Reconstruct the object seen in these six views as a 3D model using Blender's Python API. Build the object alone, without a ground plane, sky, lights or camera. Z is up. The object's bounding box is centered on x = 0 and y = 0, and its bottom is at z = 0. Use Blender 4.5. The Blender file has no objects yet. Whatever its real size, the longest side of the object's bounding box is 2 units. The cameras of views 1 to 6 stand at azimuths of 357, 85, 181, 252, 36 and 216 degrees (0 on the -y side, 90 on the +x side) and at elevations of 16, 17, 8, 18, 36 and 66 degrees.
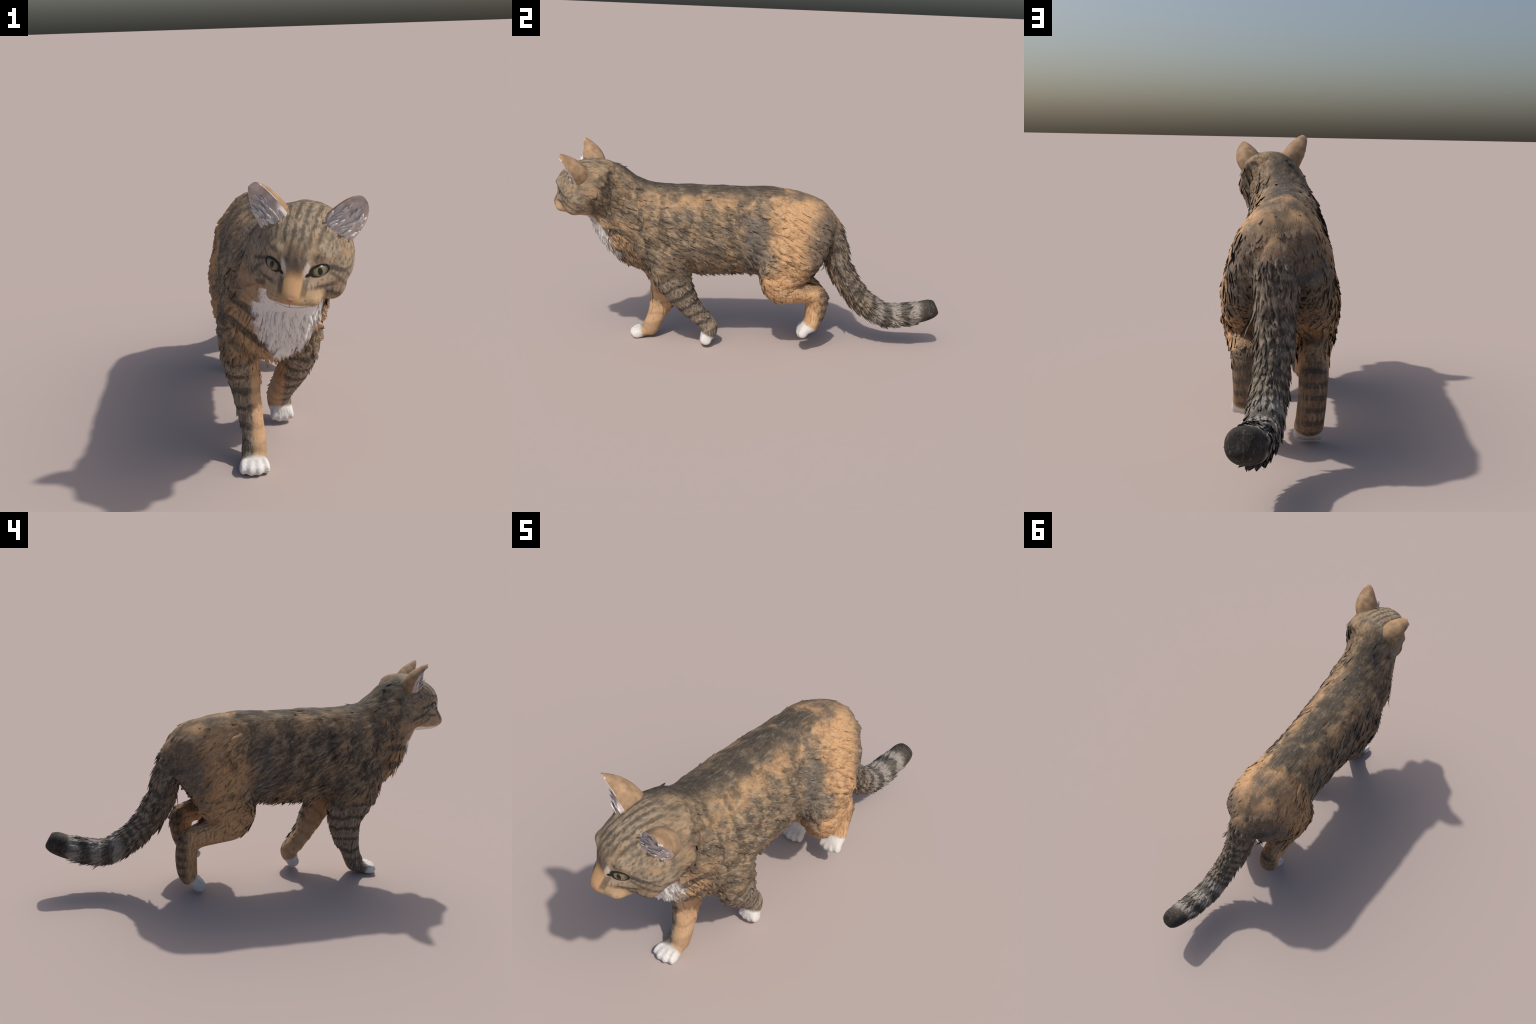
# A walking tabby cat with orange patches, white bib and white toes.
import bpy, bmesh, math, random
import numpy as np
from mathutils import Vector, Matrix, noise as mnoise
from mathutils.bvhtree import BVHTree

random.seed(7)
rng = np.random.default_rng(7)
COL = bpy.context.scene.collection
V = lambda *p: np.array(p, float)
unit = lambda v: v / (np.linalg.norm(v) + 1e-12)

# ---------------------------------------------------------------- head frame
HX = unit(V(.953, -.279, -.12))                # towards the cat's left
HU = unit(V(0, 0, 1) - HX * HX[2])             # up
HF = np.cross(HX, HU)                          # forward (nose)
HO = V(.0423, -.8321, .8391)
def H(a, b, c):
    return HO + HX * a + HF * b + HU * c

# ---------------------------------------------------------------- mesh tools
def mesh_object(name, verts, faces, smooth=True):
    me = bpy.data.meshes.new(name)
    me.from_pydata([tuple(v) for v in verts], [], faces)
    me.update()
    if smooth:
        me.polygons.foreach_set("use_smooth", [True] * len(me.polygons))
    ob = bpy.data.objects.new(name, me)
    COL.objects.link(ob)
    return ob

def skin_rings(rings, verts, faces):
    """join closed rings of equal count, cap both ends with a fan"""
    n = len(rings[0]); base = len(verts)
    for r in rings:
        verts.extend(r)
    for i in range(len(rings) - 1):
        for j in range(n):
            a = base + i * n + j; b = base + i * n + (j + 1) % n
            faces.append((a, b, b + n, a + n))
    for ri, flip in ((0, True), (len(rings) - 1, False)):
        c = len(verts); verts.append(np.mean(rings[ri], axis=0))
        for j in range(n):
            a = base + ri * n + j; b = base + ri * n + (j + 1) % n
            faces.append((b, a, c) if flip else (a, b, c))

def spline(rows, sub):
    """Catmull-Rom through rows of numbers"""
    P = np.array(rows, float); out = []
    for i in range(len(P) - 1):
        p0 = P[max(i - 1, 0)]; p1 = P[i]; p2 = P[i + 1]; p3 = P[min(i + 2, len(P) - 1)]
        for k in range(sub):
            t = k / sub
            out.append(.5 * (2 * p1 + (p2 - p0) * t + (2 * p0 - 5 * p1 + 4 * p2 - p3) * t * t + (3 * p1 - p0 - 3 * p2 + p3) * t ** 3))
    out.append(P[-1]); return np.array(out)

NR = 28
ANG = [2 * math.pi * k / NR for k in range(NR)]
def sp(v, e):
    return math.copysign(abs(v) ** e, v)

# ---------------------------------------------------------------- body plan
# trunk stations: top(y,z), bottom(y,z), centre x, half width, height share of the widest point
TRUNK = [(.445, .703, .43, .625, -.004, .045, .5), (.412, .744, .390, .56, -.006, .100, .48), (.365, .789, .355, .515, -.010, .141, .47),
         (.28, .829, .27, .455, -.019, .169, .45), (.17, .851, .16, .414, -.023, .170, .44), (.05, .855, .05, .403, -.028, .163, .43),
         (-.10, .857, -.10, .398, -.032, .164, .43), (-.25, .858, -.25, .396, -.034, .168, .43), (-.40, .860, -.40, .398, -.031, .172, .43),
         (-.50, .868, -.51, .404, -.024, .172, .43), (-.565, .889, -.615, .440, -.013, .165, .43), (-.62, .928, -.697, .488, .002, .152, .44),
         (-.67, .964, -.752, .560, .016, .142, .48), (-.72, .983, -.794, .632, .028, .132, .53), (-.77, .986, -.830, .697, .036, .122, .55)]
# limbs: x, y, z, half width (side), half depth, along a centre line
FORE_R = [(-.095, -.43, .62, .075, .12), (-.135, -.480, .52, .080, .128), (-.142, -.478, .43, .068, .112), (-.134, -.442, .34, .061, .094),
          (-.121, -.455, .226, .049, .073), (-.108, -.490, .13, .043, .050), (-.104, -.507, .085, .043, .046), (-.107, -.528, .045, .046, .046), (-.110, -.548, .030, .040, .028)]
FORE_L = [(.055, -.43, .62, .075, .12), (.072, -.435, .52, .078, .118), (.078, -.414, .42, .068, .098), (.066, -.372, .325, .060, .076),
          (.040, -.312, .228, .053, .056), (.018, -.248, .150, .048, .046), (.014, -.208, .105, .048, .043), (.016, -.207, .07, .047, .037), (.020, -.220, .045, .040, .026)]
HIND_L = [(.070, .26, .66, .080, .17), (.090, .210, .54, .090, .152), (.106, .16, .44, .080, .130), (.106, .155, .365, .074, .098), (.100, .215, .335, .062, .066),
          (.090, .305, .325, .054, .050), (.086, .350, .305, .053, .052), (.082, .346, .235, .052, .056), (.081, .334, .175, .051, .047), (.085, .314, .145, .052, .041), (.088, .291, .122, .050, .026)]
HIND_R = [(-.115, .27, .66, .080, .17), (-.133, .212, .54, .090, .148), (-.150, .168, .43, .084, .132), (-.150, .155, .355, .076, .100), (-.148, .225, .315, .064, .070),
          (-.145, .32, .285, .056, .056), (-.146, .366, .245, .053, .053), (-.142, .369, .16, .051, .052), (-.137, .361, .10, .050, .047), (-.134, .347, .070, .052, .040), (-.134, .322, .046, .048, .028)]
TAIL = [(-.012, .35, .70, .072, .072), (-.014, .405, .635, .074, .072), (-.015, .437, .555, .069, .065), (-.014, .457, .470, .064, .062), (-.012, .502, .385, .061, .061),
        (-.008, .551, .313, .059, .060), (-.002, .609, .252, .060, .060), (.009, .711, .189, .059, .060), (.025, .81, .187, .058, .058), (.042, .90, .208, .056, .056), (.055, .962, .233, .051, .051), (.061, .990, .247, .036, .036)]

def trunk_rings():
    out = []
    for ty, tz, by, bz, xc, hw, mid in spline(TRUNK, 3):
        ring = []
        for a in ANG:
            e = 1.01 if math.sin(a) < 0 else 1.02
            lean = .028 * max(0, min(1, (-.56 - by) / .14))        # throat leans to the cat's right under the turned head
            ca, sa = sp(math.cos(a), e), sp(math.sin(a), e)
            f = mid + (1 - mid) * sa if sa > 0 else mid + mid * sa
            ring.append(V(xc + hw * ca - lean * (1 - f), by + (ty - by) * f, bz + (tz - bz) * f))
        out.append(ring)
    return out

def limb_rings(rows, sub=4):
    P = spline(rows, sub); out = []
    for i, (x, y, z, hw, hd) in enumerate(P):
        t = unit(P[min(i + 1, len(P) - 1)][:3] - P[max(i - 1, 0)][:3])
        side = unit(V(1, 0, 0) - t * t[0]); dep = np.cross(t, side)
        out.append([P[i][:3] + side * hw * sp(math.cos(a), .9) + dep * hd * sp(math.sin(a), .9) for a in ANG])
    return out

# head stations along the nose direction: b, top, bottom, half width, height of widest point, squareness
SKULL = [(-.15, .136, -.11, .098, .01, .98), (-.10, .150, -.130, .132, .01, .95), (-.04, .155, -.136, .152, -.005, .92), (.01, .147, -.136, .149, -.014, .98), (.05, .130, -.134, .132, -.02, 1.0),
         (.085, .110, -.130, .106, -.015, .9), (.112, .088, -.122, .078, -.01, .92), (.130, .066, -.11, .050, -.005, .95), (.143, .035, -.09, .025, -.01, 1)]
MUZZLE = [(.03, -.01, -.120, .084, -.072, .9), (.08, -.002, -.126, .084, -.076, .9), (.110, .004, -.126, .077, -.078, .93), (.134, -.008, -.119, .060, -.08, .97), (.152, -.030, -.110, .040, -.08, 1), (.166, -.054, -.100, .025, -.078, 1), (.173, -.066, -.090, .014, -.077, 1)]
def head_rings(rows):
    out = []
    for b, top, bot, hw, mid, e in spline(rows, 3):
        ring = []
        for a in ANG:
            k = e if math.sin(a) > 0 or rows is MUZZLE else min(e, .95) * 1.22          # jaw narrows below
            ring.append(H(hw * sp(math.cos(a), k), b, mid + ((top - mid) if math.sin(a) > 0 else (mid - bot)) * sp(math.sin(a), k)))
        out.append(ring)
    return out

def ellipsoid_rings(c, ax, r, n=9):
    """c centre, ax 3 axes, r radii"""
    out = []
    for i in range(1, n):
        p = math.pi * i / n
        out.append([c + ax[0] * r[0] * math.sin(p) * math.cos(a) + ax[1] * r[1] * math.sin(p) * math.sin(a) + ax[2] * r[2] * math.cos(p) for a in ANG])
    return out

def paw(c, fwd, up, width, length, height, verts, faces):
    """pad and four toes with grooves between them"""
    fwd = unit(fwd); side = unit(np.cross(fwd, up)); up = np.cross(side, fwd)
    ax = (side, up, fwd)
    skin_rings(ellipsoid_rings(c - fwd * length * .22, ax, (width * .92, height * .95, length * .62)), verts, faces)
    for k, s in enumerate((-1.5, -.5, .5, 1.5)):
        reach = .34 if abs(s) < 1 else .16
        skin_rings(ellipsoid_rings(c + side * s * width * .44 + fwd * length * reach - up * height * .08,
                                   (unit(side + fwd * .12 * s), up, unit(fwd + side * s * .10)), (width * .30, height * .9, length * .62)), verts, faces)

AX = (V(1, 0, 0), V(0, 1, 0), V(0, 0, 1))
HAX = (HX, HF, HU)
verts, faces = [], []
skin_rings(trunk_rings(), verts, faces)
for rows in (FORE_R, FORE_L, HIND_L, HIND_R, TAIL):
    skin_rings(limb_rings(rows), verts, faces)
skin_rings(head_rings(SKULL), verts, faces)
skin_rings(head_rings(MUZZLE), verts, faces)
for s in (-1, 1):
    skin_rings(ellipsoid_rings(H(.050 * s, .094, .046), HAX, (.040, .036, .026)), verts, faces)      # brow
    skin_rings(ellipsoid_rings(H(.046 * s, .108, -.086), HAX, (.036, .036, .026)), verts, faces)     # whisker pad
    skin_rings(ellipsoid_rings(H(.096 * s, .02, -.058), HAX, (.044, .056, .050)), verts, faces)       # cheek
paw(V(-.110, -.578, .026), V(0, -1, -.05), V(0, 0, 1), .056, .062, .030, verts, faces)
paw(V(.022, -.226, .048), V(.03, -.40, -1), V(0, -1, .4), .048, .046, .036, verts, faces)
paw(V(.088, .283, .122), V(0, -.62, -.7), V(0, -.7, .62), .056, .050, .030, verts, faces)
paw(V(-.134, .318, .044), V(0, -.80, -.50), V(0, -.5, .8), .056, .054, .034, verts, faces)

# ---------------------------------------------------------------- one smooth skin
raw = mesh_object("raw", verts, faces)
bm = bmesh.new(); bm.from_mesh(raw.data); bmesh.ops.recalc_face_normals(bm, faces=bm.faces); bm.to_mesh(raw.data); bm.free()
m = raw.modifiers.new("r", 'REMESH'); m.mode = 'VOXEL'; m.voxel_size = .0060; m.adaptivity = 0
dg = bpy.context.evaluated_depsgraph_get()
skin = bpy.data.meshes.new_from_object(raw.evaluated_get(dg))
bpy.data.objects.remove(raw)

def coords(me):
    c = np.empty(len(me.vertices) * 3); me.vertices.foreach_get("co", c); return c.reshape(-1, 3)
def step(x, a, b):
    t = np.clip((x - a) / (b - a), 0, 1); return t * t * (3 - 2 * t)
def head_abc(p):
    d = p - HO; return d @ HX, d @ HF, d @ HU

P = coords(skin)
E = np.empty(len(skin.edges) * 2, int); skin.edges.foreach_get("vertices", E); E = E.reshape(-1, 2)
deg = np.bincount(E.ravel(), minlength=len(P)).astype(float)
ha, hb, hc = head_abc(P)
weight = .5 * np.ones(len(P))
for it in range(34):
    S = np.stack([np.bincount(E[:, 0], P[E[:, 1], k], len(P)) + np.bincount(E[:, 1], P[E[:, 0], k], len(P)) for k in range(3)], 1) / deg[:, None]
    if it == 6:      # face, paws and tail end keep their form, joints go on melting
        weight = .5 * step(P[:, 2], .10, .22) * step(hb, .02, -.06) * step(P[:, 1], .93, .85)
    P = P + (S - P) * weight[:, None]
# low lumps of flesh and fur on the trunk
lump = step(P[:, 2], .25, .45) * step(hb, -.02, -.12)
N = np.empty(len(P) * 3)
skin.vertices.foreach_set("co", P.ravel()); skin.update(); skin.vertices.foreach_get("normal", N); N = N.reshape(-1, 3)
def vnoise(q, f, seed):
    return np.array([mnoise.noise(Vector((v[0] * f[0] + seed, v[1] * f[1], v[2] * f[2]))) for v in q])
P = P + N * (vnoise(P, (9, 13, 9), 3.1) * .006 * lump + vnoise(P, (30, 22, 26), 9.7) * .0025 * (.3 + lump))[:, None]
ha, hb, hc = head_abc(P)
for s in (-1, 1):                      # eye sockets, and a groove beside the muzzle
    r2 = (((ha * s - .066) / .030) ** 2 + ((hc - .002) / .021) ** 2 + ((hb - .10) / .05) ** 2)
    P = P - N * (.0075 * np.exp(-r2))[:, None]
    r2 = (((ha * s - .040) / .010) ** 2 + ((hc + .030) / .030) ** 2 + ((hb - .12) / .04) ** 2)
    P = P - N * (.0045 * np.exp(-r2))[:, None]
# folds in the ruff, shoulders, flanks and thighs, drawn out along the hair
al = P[:, 1] * .8 - P[:, 2] * .6; ac = P[:, 1] * .6 + P[:, 2] * .8
fold = step(P[:, 2], .30, .42) * step(hb, -.06, -.14) * step(N[:, 2], .8, .4)
ridge = vnoise(np.stack([P[:, 0], al, ac], 1), (24, 9, 34), 21.3)
P = P + N * ((np.abs(ridge) ** .7 * .014 - .005) * fold)[:, None]
P[:, 2] = np.maximum(P[:, 2], .0005)
skin.vertices.foreach_set("co", P.ravel()); skin.update()
skin.vertices.foreach_get("normal", Nf := np.empty(len(P) * 3)); N = Nf.reshape(-1, 3)

# ---------------------------------------------------------------- regions
def chain(rows):
    return spline(rows, 6)
CH = {"fr": chain(FORE_R), "fl": chain(FORE_L), "hl": chain(HIND_L), "hr": chain(HIND_R), "t": chain(TAIL)}
def chain_near(C, q):
    d = np.linalg.norm(q[:, None, :] - C[None, :, :3], axis=2) / (.5 * (C[:, 3] + C[:, 4]))[None, :]
    i = d.argmin(1); return d[np.arange(len(q)), i], i
def label(q):
    keys = ["fr", "fl", "hl", "hr", "t"]
    near = {k: chain_near(CH[k], q) for k in keys}
    _, b, c = head_abc(q)
    out = np.array(["torso"] * len(q), dtype=object)
    out[(-.8 * (q[:, 1] + .60) + .6 * (q[:, 2] - .70) > 0)] = "neck"
    out[(b > -.075) & (c > -.17)] = "head"
    best = np.array(keys, dtype=object)[np.argmin(np.stack([near[k][0] for k in keys]), axis=0)]
    y, z = q[:, 1], q[:, 2]
    tail = (best == "t") & ((y - .425) * .5 - (z - .66) * .85 > 0) & (y > .36)
    fore = (z < .43) & (y < -.1) & (y > -.68) & ((best == "fr") | (best == "fl")) & ((np.minimum(near["fr"][0], near["fl"][0]) < 1.35) | (z < .34))
    hind = (z < .47) & (y > 0) & ((best == "hl") | (best == "hr")) & ((np.minimum(near["hl"][0], near["hr"][0]) < 1.35) | (z < .34))
    out[tail] = "tail"
    for k in ("fr", "fl"):
        out[fore & (best == k)] = k
    for k in ("hl", "hr"):
        out[hind & (best == k)] = k
    out[(out == "fr") & (z < .055)] = "fr_paw"; out[(out == "fl") & (z < .085)] = "fl_paw"
    out[(out == "hl") & (z < .14 + (.32 - y) * .6)] = "hl_paw"; out[(out == "hr") & (z < .075 + (.34 - y) * .8)] = "hr_paw"
    return out

polys = [tuple(p.vertices) for p in skin.polygons]
cen = P[np.array([p if len(p) == 4 else (p + p[-1:])[:4] for p in polys])].mean(1)
lab = label(cen)
NAMES = {"torso": "torso", "neck": "neck", "head": "head", "tail": "tail", "fr": "forelimb", "fl": "forelimb", "hl": "hindlimb", "hr": "hindlimb",
         "fr_paw": "paw", "fl_paw": "paw", "hl_paw": "paw", "hr_paw": "paw"}
root = bpy.data.objects.new("cat", None); COL.objects.link(root)
root["label"] = "walking tabby cat with orange patches, white bib and toes"
root["category"] = "cat"
PART = {}
for key, nm in NAMES.items():
    sel = [polys[i] for i in np.nonzero(lab == key)[0]]
    used = sorted({v for f in sel for v in f}); new = {v: i for i, v in enumerate(used)}
    ob = mesh_object(nm, P[used], [tuple(new[v] for v in f) for f in sel])
    ob.data.normals_split_custom_set_from_vertices([tuple(N[v]) for v in used])
    PART[key] = ob
for key, ob in PART.items():
    ob.parent = PART[key[:2]] if key.endswith("_paw") else root
tree = BVHTree.FromPolygons([tuple(v) for v in P], polys)

# ---------------------------------------------------------------- node expressions
class Graph:
    def __init__(self, name):
        self.mat = bpy.data.materials.new(name); self.mat.use_nodes = True
        self.t = self.mat.node_tree; self.t.nodes.clear()
        self.pos = self.node("ShaderNodeTexCoord").outputs["Object"]
        sx = self.node("ShaderNodeSeparateXYZ"); self.link(self.pos, sx.inputs[0])
        self.x, self.y, self.z = (F(self, o) for o in sx.outputs)
    def node(self, kind):
        return self.t.nodes.new(kind)
    def link(self, a, b):
        self.t.links.new(a, b)
    def put(self, v, sock):
        if isinstance(v, F):
            self.link(v.s, sock)
        elif hasattr(v, "is_output"):
            self.link(v, sock)
        else:
            sock.default_value = v
    def math(self, op, a, b=0.0, clamp=False):
        n = self.node("ShaderNodeMath"); n.operation = op; n.use_clamp = clamp
        self.put(a, n.inputs[0]); self.put(b, n.inputs[1]); return F(self, n.outputs[0])
    def ramp(self, v, a, b):
        """smooth 0 to 1 as v goes from a to b"""
        n = self.node("ShaderNodeMapRange"); n.interpolation_type = 'SMOOTHSTEP'
        flip = not isinstance(a, F) and not isinstance(b, F) and a > b
        lo, hi = (b, a) if flip else (a, b)
        self.put(v, n.inputs[0]); self.put(lo, n.inputs[1]); self.put(hi, n.inputs[2])
        n.inputs[3].default_value, n.inputs[4].default_value = (1, 0) if flip else (0, 1)
        return F(self, n.outputs[0])
    def vec(self, a, b, c):
        n = self.node("ShaderNodeCombineXYZ")
        for i, v in enumerate((a, b, c)):
            self.put(v, n.inputs[i])
        return n.outputs[0]
    def noise(self, v, scale=1., detail=3., rough=.55):
        n = self.node("ShaderNodeTexNoise"); self.link(v, n.inputs["Vector"])
        n.inputs["Scale"].default_value = scale; n.inputs["Detail"].default_value = detail; n.inputs["Roughness"].default_value = rough
        return F(self, n.outputs["Fac"])
    def mix(self, f, a, b):
        n = self.node("ShaderNodeMix"); n.data_type = 'RGBA'; n.clamp_factor = True
        self.put(f, n.inputs["Factor"])
        for v, k in ((a, 6), (b, 7)):
            if isinstance(v, tuple):
                n.inputs[k].default_value = v + (1,)
            else:
                self.link(v, n.inputs[k])
        return n.outputs[2]
    def finish(self, color, rough=.75, bump=None, strength=.3, dist=.004, spec=.25):
        b = self.node("ShaderNodeBsdfPrincipled"); o = self.node("ShaderNodeOutputMaterial")
        if isinstance(color, tuple):
            b.inputs["Base Color"].default_value = color + (1,)
        else:
            self.link(color, b.inputs["Base Color"])
        b.inputs["Roughness"].default_value = rough
        b.inputs["Specular IOR Level"].default_value = spec
        if bump is not None:
            n = self.node("ShaderNodeBump"); n.inputs["Strength"].default_value = strength; n.inputs["Distance"].default_value = dist
            self.link(bump.s, n.inputs["Height"]); self.link(n.outputs[0], b.inputs["Normal"])
        self.link(b.outputs[0], o.inputs[0]); return self.mat

class F:
    def __init__(self, g, s):
        self.g, self.s = g, s
    def __add__(self, o): return self.g.math('ADD', self, o)
    def __sub__(self, o): return self.g.math('SUBTRACT', self, o)
    def __rsub__(self, o): return self.g.math('SUBTRACT', o, self)
    def __mul__(self, o): return self.g.math('MULTIPLY', self, o)
    def __truediv__(self, o): return self.g.math('DIVIDE', self, o)
    __radd__ = __add__; __rmul__ = __mul__
    def abs(self): return self.g.math('ABSOLUTE', self)
    def sin(self): return self.g.math('SINE', self)
    def sq(self): return self.g.math('MULTIPLY', self, self)
    def sqrt(self): return self.g.math('SQRT', self)
    def max(self, o): return self.g.math('MAXIMUM', self, o)
    def min(self, o): return self.g.math('MINIMUM', self, o)
    def up(self, a, b): return self.g.ramp(self, a, b)
    def inv(self): return self.g.math('SUBTRACT', 1.0, self)

# coat colours (linear)
GREY, TAN, ORANGE, DARK, WHITE = (.195, .146, .098), (.325, .220, .128), (.56, .325, .158), (.068, .057, .046), (.76, .74, .71)
PALE, BLACK = (.50, .41, .31), (.022, .020, .019)

def coat(g):
    """colour of the coat by place on the cat; the same on skin and tufts"""
    x, y, z = g.x, g.y, g.z
    wob = g.noise(g.vec(x * 14, y * 14, z * 14), 1, 3) - .5
    wob2 = g.noise(g.vec(x * 9 + 5.0, y * 9, z * 9), 1, 2) - .5
    leg = (z + wob * .06).up(.44, .36)
    # hair strokes: back and down on the trunk, down on the legs
    al = y * .85 - z * .5; ac = y * .5 + z * .85
    s_body = g.noise(g.vec(al * 20, ac * 95, x * 95), 1, 4, .6)
    s_leg = g.noise(g.vec(x * 110, y * 110, z * 26), 1, 4, .6)
    s_top = g.noise(g.vec(x * 95, y * 22, z * 60), 1, 4, .6)
    up_ = z.up(.77, .82)
    vert = leg.max((y + z * .5).up(-.30, -.36) * z.up(.78, .70)).max(y.up(.35, .41))
    streak = s_body + (s_top - s_body) * up_
    streak = streak + (s_leg - streak) * vert
    # mottled ticking
    m1 = g.noise(g.vec(x * 9, y * 17 + wob * 2, z * 8), 1, 4, .6)
    m2 = g.noise(g.vec(x * 13 + 7.0, al * 13, ac * 20), 1, 4, .62)
    col = g.mix((m1 + wob2 * .15 + streak * .35).up(.54, .80), GREY, TAN)
    col = g.mix((m2 + streak * .30).up(.60, .82) * .82, col, DARK)
    bandf = ((y * 1.0 + z * .22 + wob2 * .22 + wob * .06) * (2 * math.pi / .105)).sin()
    col = g.mix(bandf.up(.1, .95) * z.up(.46, .52) * z.up(.86, .80) * (m1 + streak * .3).up(.40, .68) * .78, col, (.070, .058, .045))
    # locks of mid size, drawn out along the lie of the hair
    k1 = g.noise(g.vec(x * 44 + 3.0, al * 15, ac * 40 + wob * 3), 1, 3, .6)
    k2 = g.noise(g.vec(x * 40, y * 15 + wob * 2, z * 30), 1, 3, .6)
    lock = k1 + (k2 - k1) * z.up(.77, .82)
    col = g.mix(lock.up(.50, .64) * .50, col, (.075, .060, .046))
    col = g.mix(lock.up(.47, .36) * .28, col, (.42, .31, .20))
    # back line
    xs = (x + .018).abs() + wob * .05
    col = g.mix(xs.up(.095, .02) * z.up(.76, .82) * (m2 + streak * .4).up(.42, .66) * .9, col, (.052, .044, .036))
    col = g.mix(xs.up(.05, .09) * xs.up(.17, .12) * z.up(.72, .78) * z.up(.86, .80) * m1.up(.4, .6) * .45, col, ORANGE)
    # orange haunch, grey flank patch, grey back of the thigh
    yw = y + wob * .09
    yh = y + wob * .20 + wob2 * .16 + (streak - .5) * .10 - (z - .6).abs() * .25
    haunch = yh.up(.02, .15) * z.up(.20, .30) * yw.up(.52, .42)
    low = yw.up(.03, .08) * z.up(.47, .41)
    haunch = haunch * (z.up(.745, .83) * (m1 + wob * .5).up(.62, .40) * .85).inv()
    haunch = haunch.max(low) * (m2 + streak * .35).up(.98, .66)
    col = g.mix(haunch * .92, col, ORANGE)
    def blob(cy, cz, ry, rz, soft=.45):
        r = (((y - cy + wob * .05) / ry).sq() + ((z - cz + wob2 * .05) / rz).sq()).sqrt()
        return r.up(1 + soft, 1 - soft)
    rear = blob(.36, .58, .085, .16, .6)
    top_ = blob(.30, .86, .16, .055)
    back = (yw - (z - .6) * .25).up(.27, .37) * z.up(.39, .46)
    col = g.mix(back * (m1 * .5 + m2 * .5 + streak * .5).up(.52, .86) * .9, col, (.125, .098, .072))
    stripe = (((x + .02).abs() * 60.0 + y * 22.0 + wob * 5.0).sin()).up(.0, .9)
    col = g.mix(stripe * yw.up(.12, .2) * z.up(.74, .79) * (streak + lock).up(.85, 1.1) * .7, col, (.085, .068, .050))
    col = g.mix(rear * (m1 + streak * .4).up(.30, .72) * .85, col, (.145, .118, .092))
    col = g.mix(top_ * (m2 + streak * .35).up(.45, .72) * .75, col, (.15, .115, .082))
    flank = blob(.015, .58, .060, .15, .6)
    col = g.mix(flank * (m1 + streak * .5).up(.35, .85) * .85, col, (.135, .122, .108))
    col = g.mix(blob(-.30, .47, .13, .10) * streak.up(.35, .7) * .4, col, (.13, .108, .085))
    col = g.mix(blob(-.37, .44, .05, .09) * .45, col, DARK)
    # belly fringe
    col = g.mix(z.up(.445, .40) * y.up(-.36, -.28) * y.up(.06, .0) * .55, col, (.27, .205, .155))
    # dark collar curves and chest chevrons
    q = z - (x - .005).abs() * .85 + wob * .035 + y * .25
    band = ((q * (2 * math.pi / .085)).sin() + wob * 1.2).up(.05, .75)
    front = (y + wob * .05).up(-.56, -.66) * z.up(.74, .66) * z.up(.36, .42)
    col = g.mix(front * .75, col, (.50, .31, .165)); col = g.mix(front * band * .85, col, DARK)
    coll = ((y * .72 + z * .70 + wob * .03 + .015) .abs()).up(.030, .008)
    coll2 = ((y * .72 + z * .70 + wob * .03 - .075) .abs()).up(.026, .008)
    col = g.mix((coll + coll2 * .8) * y.up(-.44, -.5) * z.up(.50, .58) * streak.up(.3, .6) * .55, col, DARK)
    # fore legs
    is_l = x.up(-.045, -.030)
    sl = z * .83 - y * .55 - .17; sr = z
    s_ = sr + (sl - sr) * is_l
    fb = ((s_ * (2 * math.pi / .064) + wob * 6.5).sin() + (s_leg - .5) * 2.0).up(.15, .95)
    inner = (x.up(-.125, -.095) * is_l.inv()) .max(x.up(.035, .005) * is_l)
    infore = y.up(-.10, -.14)
    fore = leg * infore
    fcol = g.mix((inner + wob * .5).up(.2, .8) * .85, g.mix(s_leg.up(.35, .65), (.18, .145, .108), (.31, .245, .18)), (.56, .345, .19))
    fcol = g.mix(fb * (inner * -.75 + 1.0) * z.up(.05, .11) * .9, fcol, DARK)
    fcol = g.mix(z.up(.11, .07) * (inner * -.5 + 1.0) * .55, fcol, (.105, .088, .066))
    col = g.mix(fore, col, fcol)
    # hind legs: dark barred back of the shank
    ysel = y - x.up(-.03, .0) * -.022
    shank = leg * y.up(.06, .10)
    rearleg = (ysel + wob * .03).up(.355, .395) * z.up(.44, .40)
    hb_ = ((z * (2 * math.pi / .045) + wob * 3.0).sin()).up(-.4, .8)
    hcol = g.mix((s_leg + wob * .6).up(.30, .80), (.45, .26, .13), (.64, .385, .20))
    hcol = g.mix(rearleg * (hb_ * .25 + .68), hcol, (.062, .053, .045))
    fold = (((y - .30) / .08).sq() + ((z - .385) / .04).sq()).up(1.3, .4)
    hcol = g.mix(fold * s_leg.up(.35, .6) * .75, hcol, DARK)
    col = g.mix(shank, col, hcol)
    # tail
    tl = ((y - .425) * .5 - (z - .66) * .85).up(-.03, .05) * y.up(.37, .43) * x.abs().up(.12, .10)
    st = y - (z - .19) * .7 * y.up(.75, .55) + (z - .2) * .3 * y.up(.8, .95)
    tn = g.noise(g.vec(x * 70, al * 16, ac * 70), 1, 3)
    chev = ((st * (2 * math.pi / .055) + (x - .01).abs() * 40.0 + wob * 5.0).sin()) * y.up(.46, .56) * .10
    tcol = g.mix((tn + wob * .6 + chev).up(.35, .68), (.085, .070, .056), (.27, .215, .16))
    under = ((y - .50) * .85 + (z - .39) * .55).up(-.02, -.05) * y.up(.60, .52)
    tcol = g.mix(under * .6, tcol, (.27, .195, .13))
    tb = (((st - .73) * (2 * math.pi / .10) + math.pi / 2 + wob * 3.2).sin() + (tn - .5) * 3.4).up(-.8, 1.0)
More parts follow.
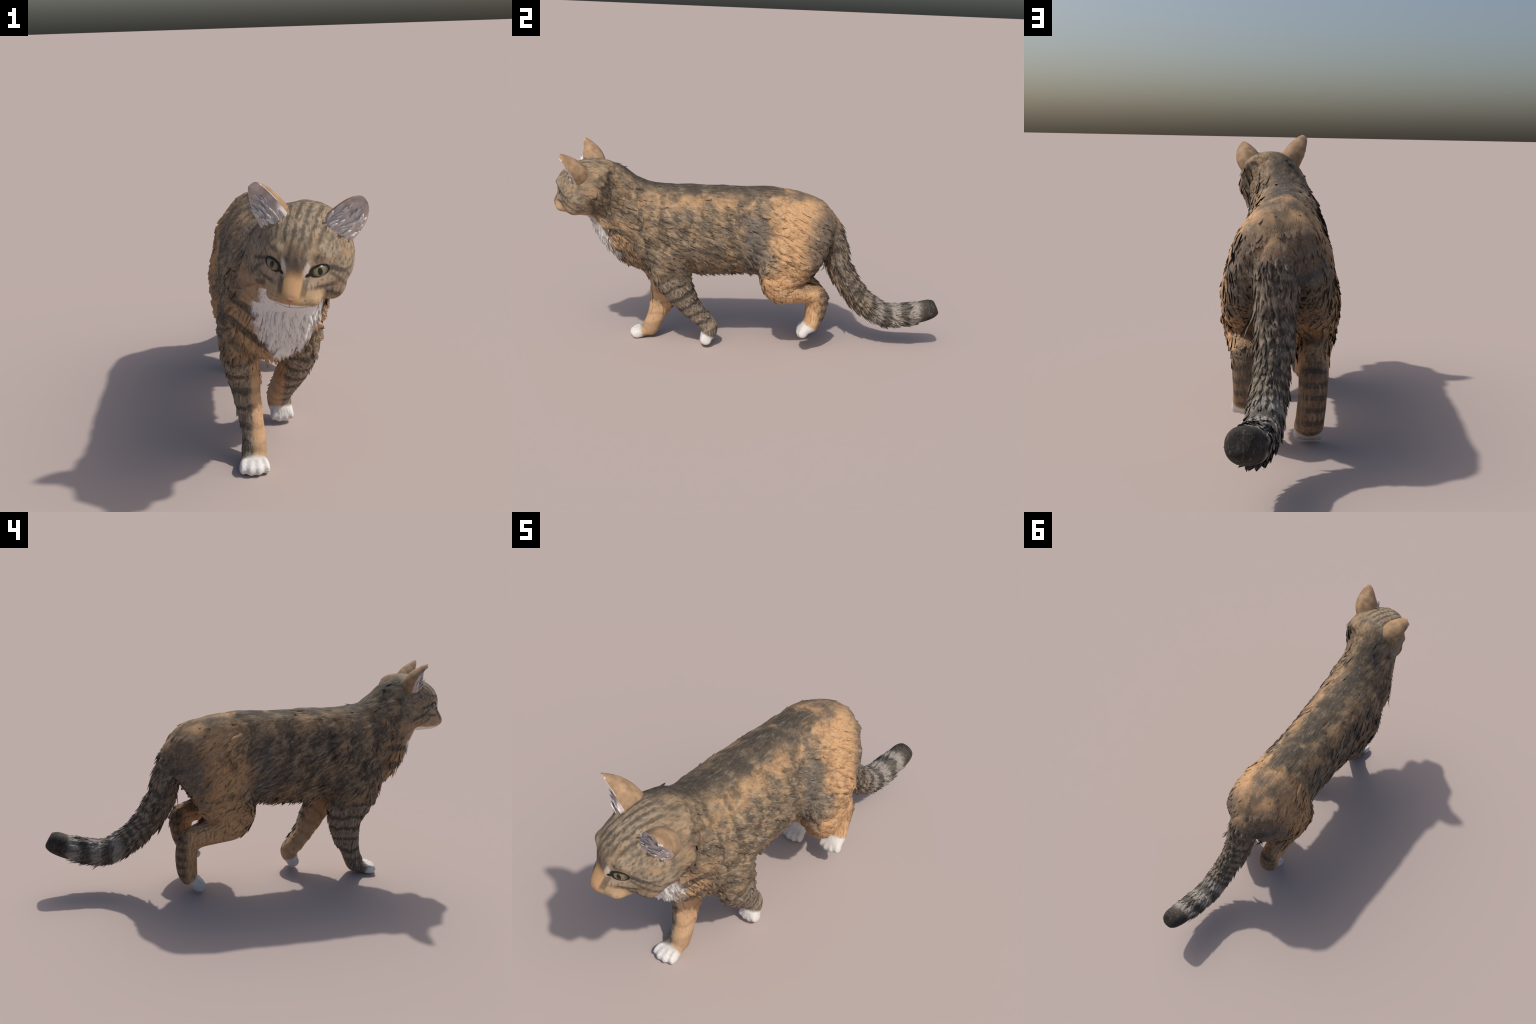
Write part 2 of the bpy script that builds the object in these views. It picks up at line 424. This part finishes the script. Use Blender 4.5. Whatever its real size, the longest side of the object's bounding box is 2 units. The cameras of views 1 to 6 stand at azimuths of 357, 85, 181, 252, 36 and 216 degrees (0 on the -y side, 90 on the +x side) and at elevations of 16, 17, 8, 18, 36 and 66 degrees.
    ring = g.mix(tb, (.31, .28, .245), (.075, .066, .058))
    tcol = g.mix((st + wob * .1).up(.60, .70) * .9, tcol, ring)
    tcol = g.mix((y + wob * .06).up(.89, .95) * .96, tcol, (.020, .018, .017))
    col = g.mix(tl, col, tcol)
    # white bib
    w_ = g.math('MINIMUM', (z - .45) * .52 + .026, .108)
    bib = g.ramp((x - .002).abs() + wob * .09 + (streak - .5) * .06 - w_, .016, -.016) * (y + (z - .5) * .62 + wob * .05).up(-.59, -.65) * z.up(.43, .47) * z.up(.80, .74)
    col = g.mix(bib, col, WHITE)
    # white toes
    t_fr = is_l.inv() * (y * -1.0 - z * .35 + wob * .03).up(.545, .570) * z.up(.085, .07) * infore
    t_fl = is_l * (z + wob * .02 + (y + .22) * .35).up(.078, .062) * infore
    t_hl = x.up(-.03, .0) * (z - .135 - (.335 - y) * .55 + wob * .02).up(.012, -.008) * y.up(.10, .15)
    t_hr = x.up(.0, -.03) * (z - .044 - (.372 - y) * 1.0 + wob * .02).up(.012, -.008) * y.up(.10, .15)
    toes = (t_fr + t_fl).max(t_hl * z.up(.20, .19) + t_hr * z.up(.125, .115))
    col = g.mix(toes, col, g.mix((wob2 + streak * .5).up(.15, .45), (.62, .59, .56), (.72, .70, .67)))
    # every hair a little lighter or darker
    f1 = g.noise(g.vec(al * 60, ac * 240, x * 240), 1, 2)
    f2 = g.noise(g.vec(x * 240, y * (60.0), z * 160), 1, 2)
    fine = f1 + (f2 - f1) * up_
    calm = fore * inner * .7
    plainw = (toes + bib * .75 + calm).inv().max(.0)
    col = g.mix((streak.up(.48, .34) * .42 + fine.up(.5, .3) * .22) * plainw, col, (.045, .036, .029))
    col = g.mix((streak.up(.53, .70) * .38 + fine.up(.52, .70) * .16) * plainw * (tl * .6).inv() * (up_ * .45).inv(), col, PALE)
    return col, streak, fine

g = Graph("coat_fur")
c, streak, fine = coat(g)
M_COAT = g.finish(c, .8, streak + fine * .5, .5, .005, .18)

def head_coat():
    g = Graph("face_fur")
    base, streak, fine = coat(g)
    x, y, z = g.x, g.y, g.z
    def dot(v):
        return (x - HO[0]) * v[0] + (y - HO[1]) * v[1] + (z - HO[2]) * v[2]
    a, b, c = dot(HX), dot(HF), dot(HU)
    A = a.abs()
    wob = g.noise(g.vec(a * 25, b * 25, c * 25), 1, 3) - .5
    hair = g.noise(g.vec(a * 150, b * 45, c * 70), 1, 4)
    def spot(ca, cc, ra, rc, soft=.4, rot=0.):
        da, dc = A - ca, c - cc
        if rot:
            da, dc = da * math.cos(rot) + dc * math.sin(rot), dc * math.cos(rot) - da * math.sin(rot)
        return ((da / ra).sq() + (dc / rc).sq()).sqrt().up(1 + soft, 1 - soft)
    face = g.mix((hair + wob * .6).up(.33, .70), (.175, .137, .098), (.34, .265, .185))
    face = g.mix(g.noise(g.vec(a * 16, b * 12, c * 16), 1, 3).up(.50, .66) * .5, face, (.33, .21, .115))
    # stripes over the forehead and crown
    fan = a / ((b - .05) * -1.6 + 1.0).max(.6)
    st = ((fan * (2 * math.pi / .027) + wob * 4.5).sin() + (hair - .5) * 2.2 + g.noise(g.vec(a * 22, b * 45, c * 40), 1, 3) * 3.4 - 1.7).up(-.1, 1.1)
    crown = (c + wob * .02).up(.050, .082) * A.up(.10, .07)
    face = g.mix(st * crown * .72, face, (.060, .050, .040))
    brow = spot(.022, .045, .010, .030, .5, .15) * b.up(.09, .11)
    face = g.mix(brow * .6, face, DARK)
    mid = spot(.0, .045, .008, .040, .5) * b.up(.09, .11)
    face = g.mix(mid * .45, face, DARK)
    face = g.mix(spot(.0, .012, .022, .034, .5) * b.up(.09, .11) * (hair + wob * .5).up(.35, .65) * .6, face, (.085, .072, .06))
    face = g.mix(spot(.040, .048, .014, .014, .6) * b.up(.085, .10) * .5, face, (.50, .37, .25))
    front = b.up(.055, .085)
    # pale strip beside the nose, pale lids
    face = g.mix(spot(.064, -.024, .036, .017, .45, .25) * front * .55, face, (.50, .37, .26))
    face = g.mix(spot(.066, .030, .034, .009, .5, .30) * front * .55, face, (.42, .30, .20))
    face = g.mix(spot(.032, -.002, .0080, .030, .45, -.22) * b.up(.09, .105) * .9, face, (.68, .58, .50))
    # dark streaks from the eye over the cheek
    l1 = (c - .010 + ((A - .095) * .45)).abs() + wob * .01
    face = g.mix(l1.up(.010, .003) * A.up(.088, .098) * b.up(.02, .05) * .85, face, DARK)
    side = b.up(.10, .085) * b.up(-.05, .0)
    l2 = (c + .052 - (b - .03) * .62 + (b - .03).sq() * -2.0).abs() + wob * .012
    l3 = (c + .092 - (b - .03) * .50).abs() + wob * .012
    face = g.mix(l2.up(.011, .003) * side * A.up(.08, .10) * .7, face, DARK)
    face = g.mix(l3.up(.010, .003) * side * A.up(.07, .085) * .6, face, DARK)
    l4 = (c + .048 - (A - .07) * .18).abs() + wob * .008
    face = g.mix(l4.up(.010, .003) * front * A.up(.055, .065) * .75, face, (.085, .062, .043))
    # warm nose bridge and whisker pads
    bridge = A.up(.036, .022) * c.up(.012, -.022) * b.up(.10, .125)
    face = g.mix(bridge * .92, face, (.52, .31, .155))
    pads = c.up(-.045, -.060) * front * A.up(.090, .080)
    face = g.mix(pads * A.up(.022, .032) * .75, face, (.50, .335, .19))
    face = g.mix((A - .034).abs().up(.011, .004) * c.up(-.012, -.030) * c.up(-.080, -.062) * b.up(.10, .12) * .7, face, (.10, .068, .045))
    dots = ((c * (2 * math.pi / .012)).sin().up(.2, .9)) * ((A * (2 * math.pi / .017) + c * 90.0).sin().up(-.2, .7))
    face = g.mix(dots * pads * A.up(.032, .04) * A.up(.078, .068) * c.up(-.112, -.104) * c.up(-.066, -.076) * (wob + .5).up(.35, .6) * .55, face, DARK)
    cheek = c.up(-.060, -.10) * b.up(.09, .05) * A.up(.05, .08)
    face = g.mix(cheek * .5, face, (.47, .28, .15))
    # white lip, chin and throat; dark mouth line
    lip = (c + wob * .012 + A * .16).up(-.090, -.097) * (b + wob * .05).up(-.06, -.01) * (A + wob * .03).up(.13, .10)
    face = g.mix(lip, face, WHITE)
    mouth = ((c + .1045 + A * .12 - A.sq() * 3.0).abs().up(.0030, .0010) * A.up(.050, .042)).max(A.up(.0026, .001) * c.up(-.106, -.102) * c.up(-.088, -.092)) * b.up(.09, .10)
    face = g.mix(mouth * .6, face, (.10, .07, .06))
    # eye rim
    rim = spot(.0665, .0010, .0285, .0190, .10, .34) * front
    tear = spot(.0385, -.0125, .009, .0055, .3, .6) * front
    face = g.mix(rim.max(tear), face, (.020, .017, .015))
    face = g.mix(hair.up(.48, .34) * .35 * (bridge.max(pads) * .8).inv(), face, (.05, .04, .03))
    on = (b + wob * .05).up(-.085, -.03)
    col = g.mix(on, base, face)
    return g.finish(col, .75, hair + streak * .4, .28, .003, .2)
M_HEAD = head_coat()

def plain(name, lo, hi, scale, rough=.7, stretch=(1, 1, 1), bump=.2, spec=.25):
    g = Graph(name)
    n = g.noise(g.vec(g.x * stretch[0], g.y * stretch[1], g.z * stretch[2]), scale, 4)
    return g.finish(g.mix(n.up(.3, .7), lo, hi), rough, n, bump, .003, spec)
M_EARBACK = plain("ear_back", (.24, .155, .090), (.42, .27, .155), 26, .8)
M_EARIN = plain("ear_lining", (.42, .345, .32), (.64, .57, .54), 34, .7)
M_EARTUFT = plain("ear_tuft", (.50, .45, .43), (.78, .74, .71), 50, .7)
M_RIM = plain("ear_rim_fur", (.20, .15, .10), (.38, .28, .18), 45, .8)
M_NOSE = plain("nose_skin", (.40, .17, .12), (.52, .25, .18), 90, .5, spec=.4)

def eye_material():
    g = Graph("eye_iris")
    x, y = g.x, g.z
    r = (x.sq() + y.sq()).sqrt()
    ang = g.noise(g.vec(x * 300, y * 300, 0.0), 1, 3)
    col = g.mix((ang * .010 + r).up(.008, .022), (.25, .185, .070), (.175, .150, .075))
    col = g.mix(r.up(.0165, .0215), col, (.075, .066, .036))
    pup = ((x / .0074).sq() + (y / .0110).sq()).sqrt().up(1.12, .92)
    col = g.mix(pup, col, (.004, .004, .004))
    edge = ((x / .0262).sq() + (y / .0172).sq()).sqrt()
    col = g.mix(edge.up(.90, .98), col, (.015, .013, .012))
    col = g.mix((y + x.abs() * .15).up(.0112, .0145), col, (.02, .017, .015))
    return g.finish(col, .22, spec=.5)
M_EYE = eye_material()

for key, ob in PART.items():
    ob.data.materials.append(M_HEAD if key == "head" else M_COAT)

# ---------------------------------------------------------------- ears
EAR0 = [V(.058, .032, .148), V(.066, -.03, .148), V(.100, -.070, .112), V(.142, -.055, .078), V(.156, -.018, .070)]
EAR1 = [V(.104, .046, .196), V(.112, .000, .202), V(.140, -.042, .178), V(.178, -.056, .142), V(.191, -.036, .136)]
EAR2 = [V(.138, .052, .210), V(.146, .050, .215), V(.156, .046, .213), V(.164, .044, .207), V(.172, .046, .198)]
# the lining rises from the front edge of the opening
LIN0 = [V(.058, .036, .149), V(.078, .060, .136), V(.106, .061, .112), V(.138, .030, .085), V(.156, -.014, .070)]
LIN1 = [V(.106, .049, .194), V(.112, .030, .176), V(.140, .010, .152), V(.174, -.002, .134), V(.189, -.030, .136)]
nT, nS = 17, 12
SHELL = [spline([tuple(p) for p in Q], 4) for Q in (EAR0, EAR1, EAR2)]
LINING = [spline([tuple(p) for p in Q], 4) for Q in (LIN0, LIN1, EAR2)]
for rows in (SHELL[0], LINING[0]):          # the foot of the ear sits in the skin
    for i in range(nT):
        q, nq = tree.find_nearest(Vector(H(*rows[i])))[:2]
        rows[i] = head_abc(np.array(q) - np.array(nq) * .004)
def ear_point(i, t, lining=False):
    A_, B_, C_ = LINING if lining else SHELL
    return A_[i] * (1 - t) ** 2 + B_[i] * 2 * t * (1 - t) + C_[i] * t * t
def ear(s):
    vs, fs = [], []
    for lining in (False, True):
        vs += [H(p[0] * s, p[1], p[2]) for p in (ear_point(i, j / (nS - 1), lining) for i in range(nT) for j in range(nS))]
    Nn = nT * nS
    for i in range(nT - 1):
        for j in range(nS - 1):
            k = i * nS + j; q = (k, k + nS, k + nS + 1, k + 1)
            fs.append(q); fs.append(tuple(v + Nn for v in q[::-1]))
    rim = [(i * nS, i * nS + nS) for i in range(nT - 1)] + [(i * nS + nS - 1, i * nS + 2 * nS - 1) for i in range(nT - 1)]
    rim += [(i * nS + j, i * nS + j + 1) for i in (0, nT - 1) for j in range(nS - 1)]
    for p, q in rim:
        fs.append((p, q, q + Nn, p + Nn))
    ob = mesh_object("ear", vs, fs)
    bm = bmesh.new(); bm.from_mesh(ob.data)
    bmesh.ops.remove_doubles(bm, verts=bm.verts, dist=.0002); bmesh.ops.recalc_face_normals(bm, faces=bm.faces)
    bm.to_mesh(ob.data); bm.free()
    return ob
def finish_ear(ob, s):
    ob.data.materials.append(M_EARBACK); ob.data.materials.append(M_EARIN)
    axis = HX * s * .50 + HF - HU * .30
    inner = BVHTree.FromPolygons([tuple(H(p[0] * s, p[1], p[2])) for p in (ear_point(i, j / (nS - 1), True) for i in range(nT) for j in range(nS))],
                                 [(i * nS + j, i * nS + nS + j, i * nS + nS + j + 1, i * nS + j + 1) for i in range(nT - 1) for j in range(nS - 1)])
    for p in ob.data.polygons:
        d = inner.find_nearest(p.center)[3]
        p.material_index = 1 if d < .0015 else 0
        p.use_smooth = True
    m = ob.modifiers.new("crisp", 'EDGE_SPLIT'); m.split_angle = math.radians(50)

# ---------------------------------------------------------------- fur tufts
class Tufts:
    def __init__(self):
        self.v, self.f, self.n = [], [], []
    def place(self, p, n, d, L, t, lift, bend, hug):
        up = lift * t ** 1.3 - .0035 * (1 - t)
        c = p + d * L * t + n * up + V(0, 0, -bend * t * t)
        if hug:
            q, nq = tree.find_nearest(Vector(p + d * L * t))[:2]
            if np.linalg.norm(np.array(q) - (p + d * L * t)) > .025:
                return c, n
            nq = unit(n * (1 - hug) + np.array(nq) * hug)
            return c * (1 - hug) + hug * (np.array(q) + nq * up), nq
        return c, n
    def add(self, p, n, d, L, W, lift, bend=0., soft=.6, hug=0.):
        """a pointed lock: lens cross-section, root in the skin, tip free"""
        d = unit(d - n * (d @ n)); sd = np.cross(n, d)
        if hug > .5:                    # shorten where the skin turns away
            for _ in range(3):
                far = p + d * L
                if np.linalg.norm(np.array(tree.find_nearest(Vector(far))[0]) - far) < .016:
                    break
                L *= .6
            else:
                return
        k = len(self.v); T = min(W * .30, .006)
        for t, w in ((.0, .55), (.38, 1.0), (.74, .62)):
            c, nn = self.place(p, n, d, L, t, lift, bend, hug)
            for ca, sa in ((-1, 0), (0, 1), (1, 0), (0, -1)):
                self.v.append(c + sd * ca * W * w * .5 + nn * sa * T * w * .5)
                self.n.append(unit(nn * soft + (1 - soft) * unit(sd * ca * .7 + nn * sa)))
        c, nn = self.place(p, n, d, L, 1., lift, bend, hug)
        self.v.append(c); self.n.append(nn)
        for r in (0, 4):
            for j in range(4):
                a, b = k + r + j, k + r + (j + 1) % 4
                self.f.append((a, a + 4, b + 4, b))
        for j in range(4):
            self.f.append((k + 8 + j, k + 12, k + 8 + (j + 1) % 4))
    def build(self, parent, mat, name="fur_tuft", soften=True):
        if not self.v:
            return
        ob = mesh_object(name, self.v, self.f)
        if soften:
            ob.data.normals_split_custom_set_from_vertices([tuple(q) for q in self.n])
        ob.data.materials.append(mat); ob.parent = parent; ob["kind"] = "stuff"

tri_a = P[[p[0] for p in polys]]; tri_b = P[[p[1] for p in polys]]; tri_c = P[[p[2] for p in polys]]
area = np.linalg.norm(np.cross(tri_b - tri_a, tri_c - tri_a), axis=1)
pn = unit_n = N[np.array([p[0] for p in polys])]
y, z, x = cen[:, 1], cen[:, 2], cen[:, 0]
_, hb, hc = head_abc(cen)
dens = np.zeros(len(polys))
dens[lab == "torso"] = 1.0; dens[lab == "neck"] = 1.0; dens[lab == "tail"] = 1.25; dens[lab == "neck"] *= (1 - .85 * step(z, .78, .86))[lab == "neck"]
for k in ("fr", "fl"):
    dens[lab == k] = (.9 * step(z, .12, .25))[lab == k]
for k in ("hl", "hr"):
    dens[lab == k] = (1.0 * step(z, .27, .36))[lab == k]
dens[lab == "head"] = (.35 * step(hb, .0, -.05) * step(hc, .06, .0))[lab == "head"]
dens *= 1 - .95 * step(pn[:, 2], .25, .7) * (z > .6)            # sleek back
dens[lab == "torso"] *= (.5 + .5 * step(pn[:, 2], .2, -.4))[lab == "torso"]
dens *= step(y, .87, .82)
COUNT = 6500
pick = rng.choice(len(polys), COUNT, p=(dens * area) / (dens * area).sum())
bags = {}
TANG = {k: np.gradient(C[:, :3], axis=0) for k, C in CH.items()}
for i in pick:
    key = lab[i]; p, n = cen[i], unit(pn[i]); r = rng.random(6)
    side = abs(n[0]); L, W, lift, bend, soft = .045, .017, .006, .0, .7
    if key in CH:
        j = np.linalg.norm(CH[key][:, :3] - p, axis=1).argmin(); d = unit(TANG[key][j])
        if key == "tail" or key == "t":
            L, W, lift = .05, .017, .007
        elif key[0] == "f":
            d = unit(d * .8 + V(0, .5, -.3)); L, W, lift = .038, .015, (.006 if n[1] > .3 else .0025)
        else:
            d = unit(V(0, .9, .15) if p[2] > .3 else d); L, W, lift = .050, .018, (.004 if n[1] > .2 else .001)
    elif key == "tail":
        j = np.linalg.norm(CH["t"][:, :3] - p, axis=1).argmin(); d = unit(TANG["t"][j]); L, W, lift = .050, .017, .007
        under = max(0, n @ unit(V(0, -.5, -.9)))
        lift += .006 * under; d = unit(d + V(0, 0, -.35 * under))
    elif key == "head":
        d = unit(-HF + HU * -.25); L, W, lift = .032, .013, .005
    elif key == "neck":
        d = V(0, .75, -.55) if n[1] > -.5 else V(0, .25, -1); L, W, lift = .045, .017, .007
        if p[2] < .68 and n[1] < -.2:
            lift, L = .013, .045
    else:
        d = V(0, .85, -.45 * side)
        if p[1] < -.52 and n[1] < -.2:
            d = V(0, .3, -1); lift = .012
        if n[2] < -.3:
            d = V(0, .55, -.8); L, W, lift, bend = .045, .015, .006, .016
        if p[1] > .25:
            d = V(0, .65, -.75 * side - .1); L = .055 if n[1] < .25 else .03
    if n[2] > -.25 and key in ("torso", "neck", "hl", "hr") and p[1] > -.62:
        lift *= .75; soft = .8
    d = d + (rng.random(3) - .5) * .6
    if tree.ray_cast(Vector(p + n * .008), Vector(unit(d - n * (d @ n))), L)[0] is not None:
        continue
    fringe = max(0., -n[2]) if key == "torso" else (.5 if key == "tail" else .6 if key == "neck" and n[1] < -.2 else .25)
    hug = .82 * (1. - .95 * min(1., fringe))
    if hug < .6:
        soft = min(soft, .35)
    big = 1.9 if r[0] > .94 else 1.3 if r[0] > .8 else .9
    bags.setdefault("tail" if key == "t" else key, Tufts()).add(p, n, d, L * (.65 + .7 * r[1]) * big, W * (.6 + .8 * r[2]) * big, lift * (.3 + 1.3 * r[3]), bend * r[4], soft, hug)
# broad overlapping locks over ruff, shoulders, flanks, belly and thighs
wide = np.where((lab == "torso") | (lab == "neck") | (lab == "hl") | (lab == "hr") | (lab == "fl") | (lab == "fr"), 1., 0.)
wide *= step(z, .27, .36) * step(pn[:, 2], .75, .35)
wide *= .55 + .9 * step(z, .62, .46) + .8 * step(y, -.52, -.62)
for i in rng.choice(len(polys), 1500, p=(wide * area) / (wide * area).sum()):
    key = lab[i]; p, n = cen[i], unit(pn[i]); r = rng.random(5)
    d = V(0, .85, -.55 * abs(n[0]))
    if p[1] < -.55:
        d = V(0, .45, -.85) if n[1] > -.4 else V(0, .1, -1)
    elif key[0] == "f":
        d = V(0, .45, -.9)
    elif key in ("hl", "hr"):
        d = V(0, 1, -.1)
    elif p[1] > .15:
        d = V(0, .6, -.75)
    if p[2] < .47 and key == "torso":
        d = d + V(0, -.2, -.5)
    d = unit(d - n * (d @ n)) + (rng.random(3) - .5) * .55
    L = .055 + .045 * r[0]; W = .024 + .022 * r[1]
    if key in ("fl", "fr"):
        L *= .7; W *= .7
    if p[1] > .30 and n[1] > .2:
        L *= .5
    if tree.ray_cast(Vector(p + n * .010), Vector(unit(d - n * (d @ n))), L)[0] is not None:
        continue
    bags[key].add(p - n * .002, n, d, L, W, .003 + .008 * r[2], 0, .72, .85)
for key, bag in bags.items():
    bag.build(PART[key], M_HEAD if key == "head" else M_COAT)

# ---------------------------------------------------------------- ears, eyes, nose
for s in (1, -1):
    ob = ear(s); finish_ear(ob, s); ob.parent = PART["head"]
    bag = Tufts()
    for k in range(34):
        i = 3 + int(rng.integers(0, nT - 6)); t = rng.random() * .5
        p0, p1 = ear_point(i, t, True), ear_point(i, min(t + .08, 1), True)
        p = H(p0[0] * s, p0[1], p0[2]); d = H(p1[0] * s, p1[1], p1[2]) - p
        n = unit(HX * s * .5 + HF - HU * .2)
        bag.add(p, n, unit(d) + (rng.random(3) - .5) * .6, .026 + .018 * rng.random(), .016, .002 + .009 * rng.random(), 0, .85)
    bag.build(PART["head"], M_EARTUFT, "ear_tuft", False)
    bag = Tufts()                               # short hair around the foot of the ear
    for k in range(26):
        i = int(rng.integers(0, nT)); front_ = True
        p0 = ear_point(i, .0, front_); q, n = tree.find_nearest(Vector(H(p0[0] * s, p0[1], p0[2])))[:2]
        n = np.array(n); q = np.array(q) - (HF * -.006 if front_ else HF * .004)
        d = (HU - HF * .8 + HX * s * .2) if front_ else (HX * s * .5 - HF - HU * .2)
        bag.add(q, n, d + (rng.random(3) - .5) * .9, .018 + .012 * rng.random(), .012, .002 + .004 * rng.random(), 0, .5)
    bag.build(PART["head"], M_RIM, "ear_tuft")

for s in (1, -1):
    c = H(.0665 * s, .1095, -.001)
    ex = unit(HX * (.055 * s) + HF * -.024 + HU * .018) * s
    en = unit(HX * .36 * s + HF * .93 + HU * .05); en = unit(en - ex * (en @ ex))
    eu = np.cross(ex, en); eu = eu if eu @ HU > 0 else -eu
    if np.cross(en, eu) @ ex < 0:
        ex = -ex
    hit = tree.ray_cast(Vector(c + en * .1), Vector(-en)); c = np.array(hit[0])
    M = Matrix(((ex[0], en[0], eu[0], c[0]), (ex[1], en[1], eu[1], c[1]), (ex[2], en[2], eu[2], c[2]), (0, 0, 0, 1)))
    Mi = M.inverted(); vs, fs = [], []; R, NA = 8, 36
    for ir in range(R + 1):
        rr = ir / R
        for k in range(NA if ir else 1):
            a = 2 * math.pi * k / NA
            px = .0262 * rr * math.cos(a); pz = .0172 * rr * sp(math.sin(a), .95) * (1 - .10 * abs(math.cos(a)))
            h = tree.ray_cast(Vector(c + ex * px + eu * pz + en * .1), Vector(-en))[0]
            q = Mi @ h
            vs.append((px, q[1] * .75 + .0015 + .0050 * (1 - rr * rr) - .0035 * rr ** 6, pz))
    for k in range(NA):
        fs.append((0, 1 + k, 1 + (k + 1) % NA))
    for ir in range(R - 1):
        for k in range(NA):
            p0 = 1 + ir * NA; fs.append((p0 + k, p0 + NA + k, p0 + NA + (k + 1) % NA, p0 + (k + 1) % NA))
    ob = mesh_object("eye", vs, fs); ob.matrix_world = M; ob.data.materials.append(M_EYE)
    bm = bmesh.new(); bm.from_mesh(ob.data); bmesh.ops.recalc_face_normals(bm, faces=bm.faces)
    if sum(f.normal.y for f in bm.faces) < 0:
        bmesh.ops.reverse_faces(bm, faces=bm.faces)
    bm.to_mesh(ob.data); bm.free()
    ob.parent = PART["head"]

tip = np.array(tree.ray_cast(Vector(H(0, .3, -.079)), Vector(-HF))[0])
v2, f2 = [], []
skin_rings(ellipsoid_rings(tip - HF * .0045, (HX, HU, HF), (.0150, .0090, .0065)), v2, f2)
for i, v in enumerate(v2):              # narrow towards the lip
    c = (v - tip) @ HU; a = (v - tip) @ HX
    v2[i] = v - HX * a * (.45 * max(0, min(1, (.004 - c) / .014)))
ob = mesh_object("nose", v2, f2); ob.data.materials.append(M_NOSE); ob.parent = PART["head"]
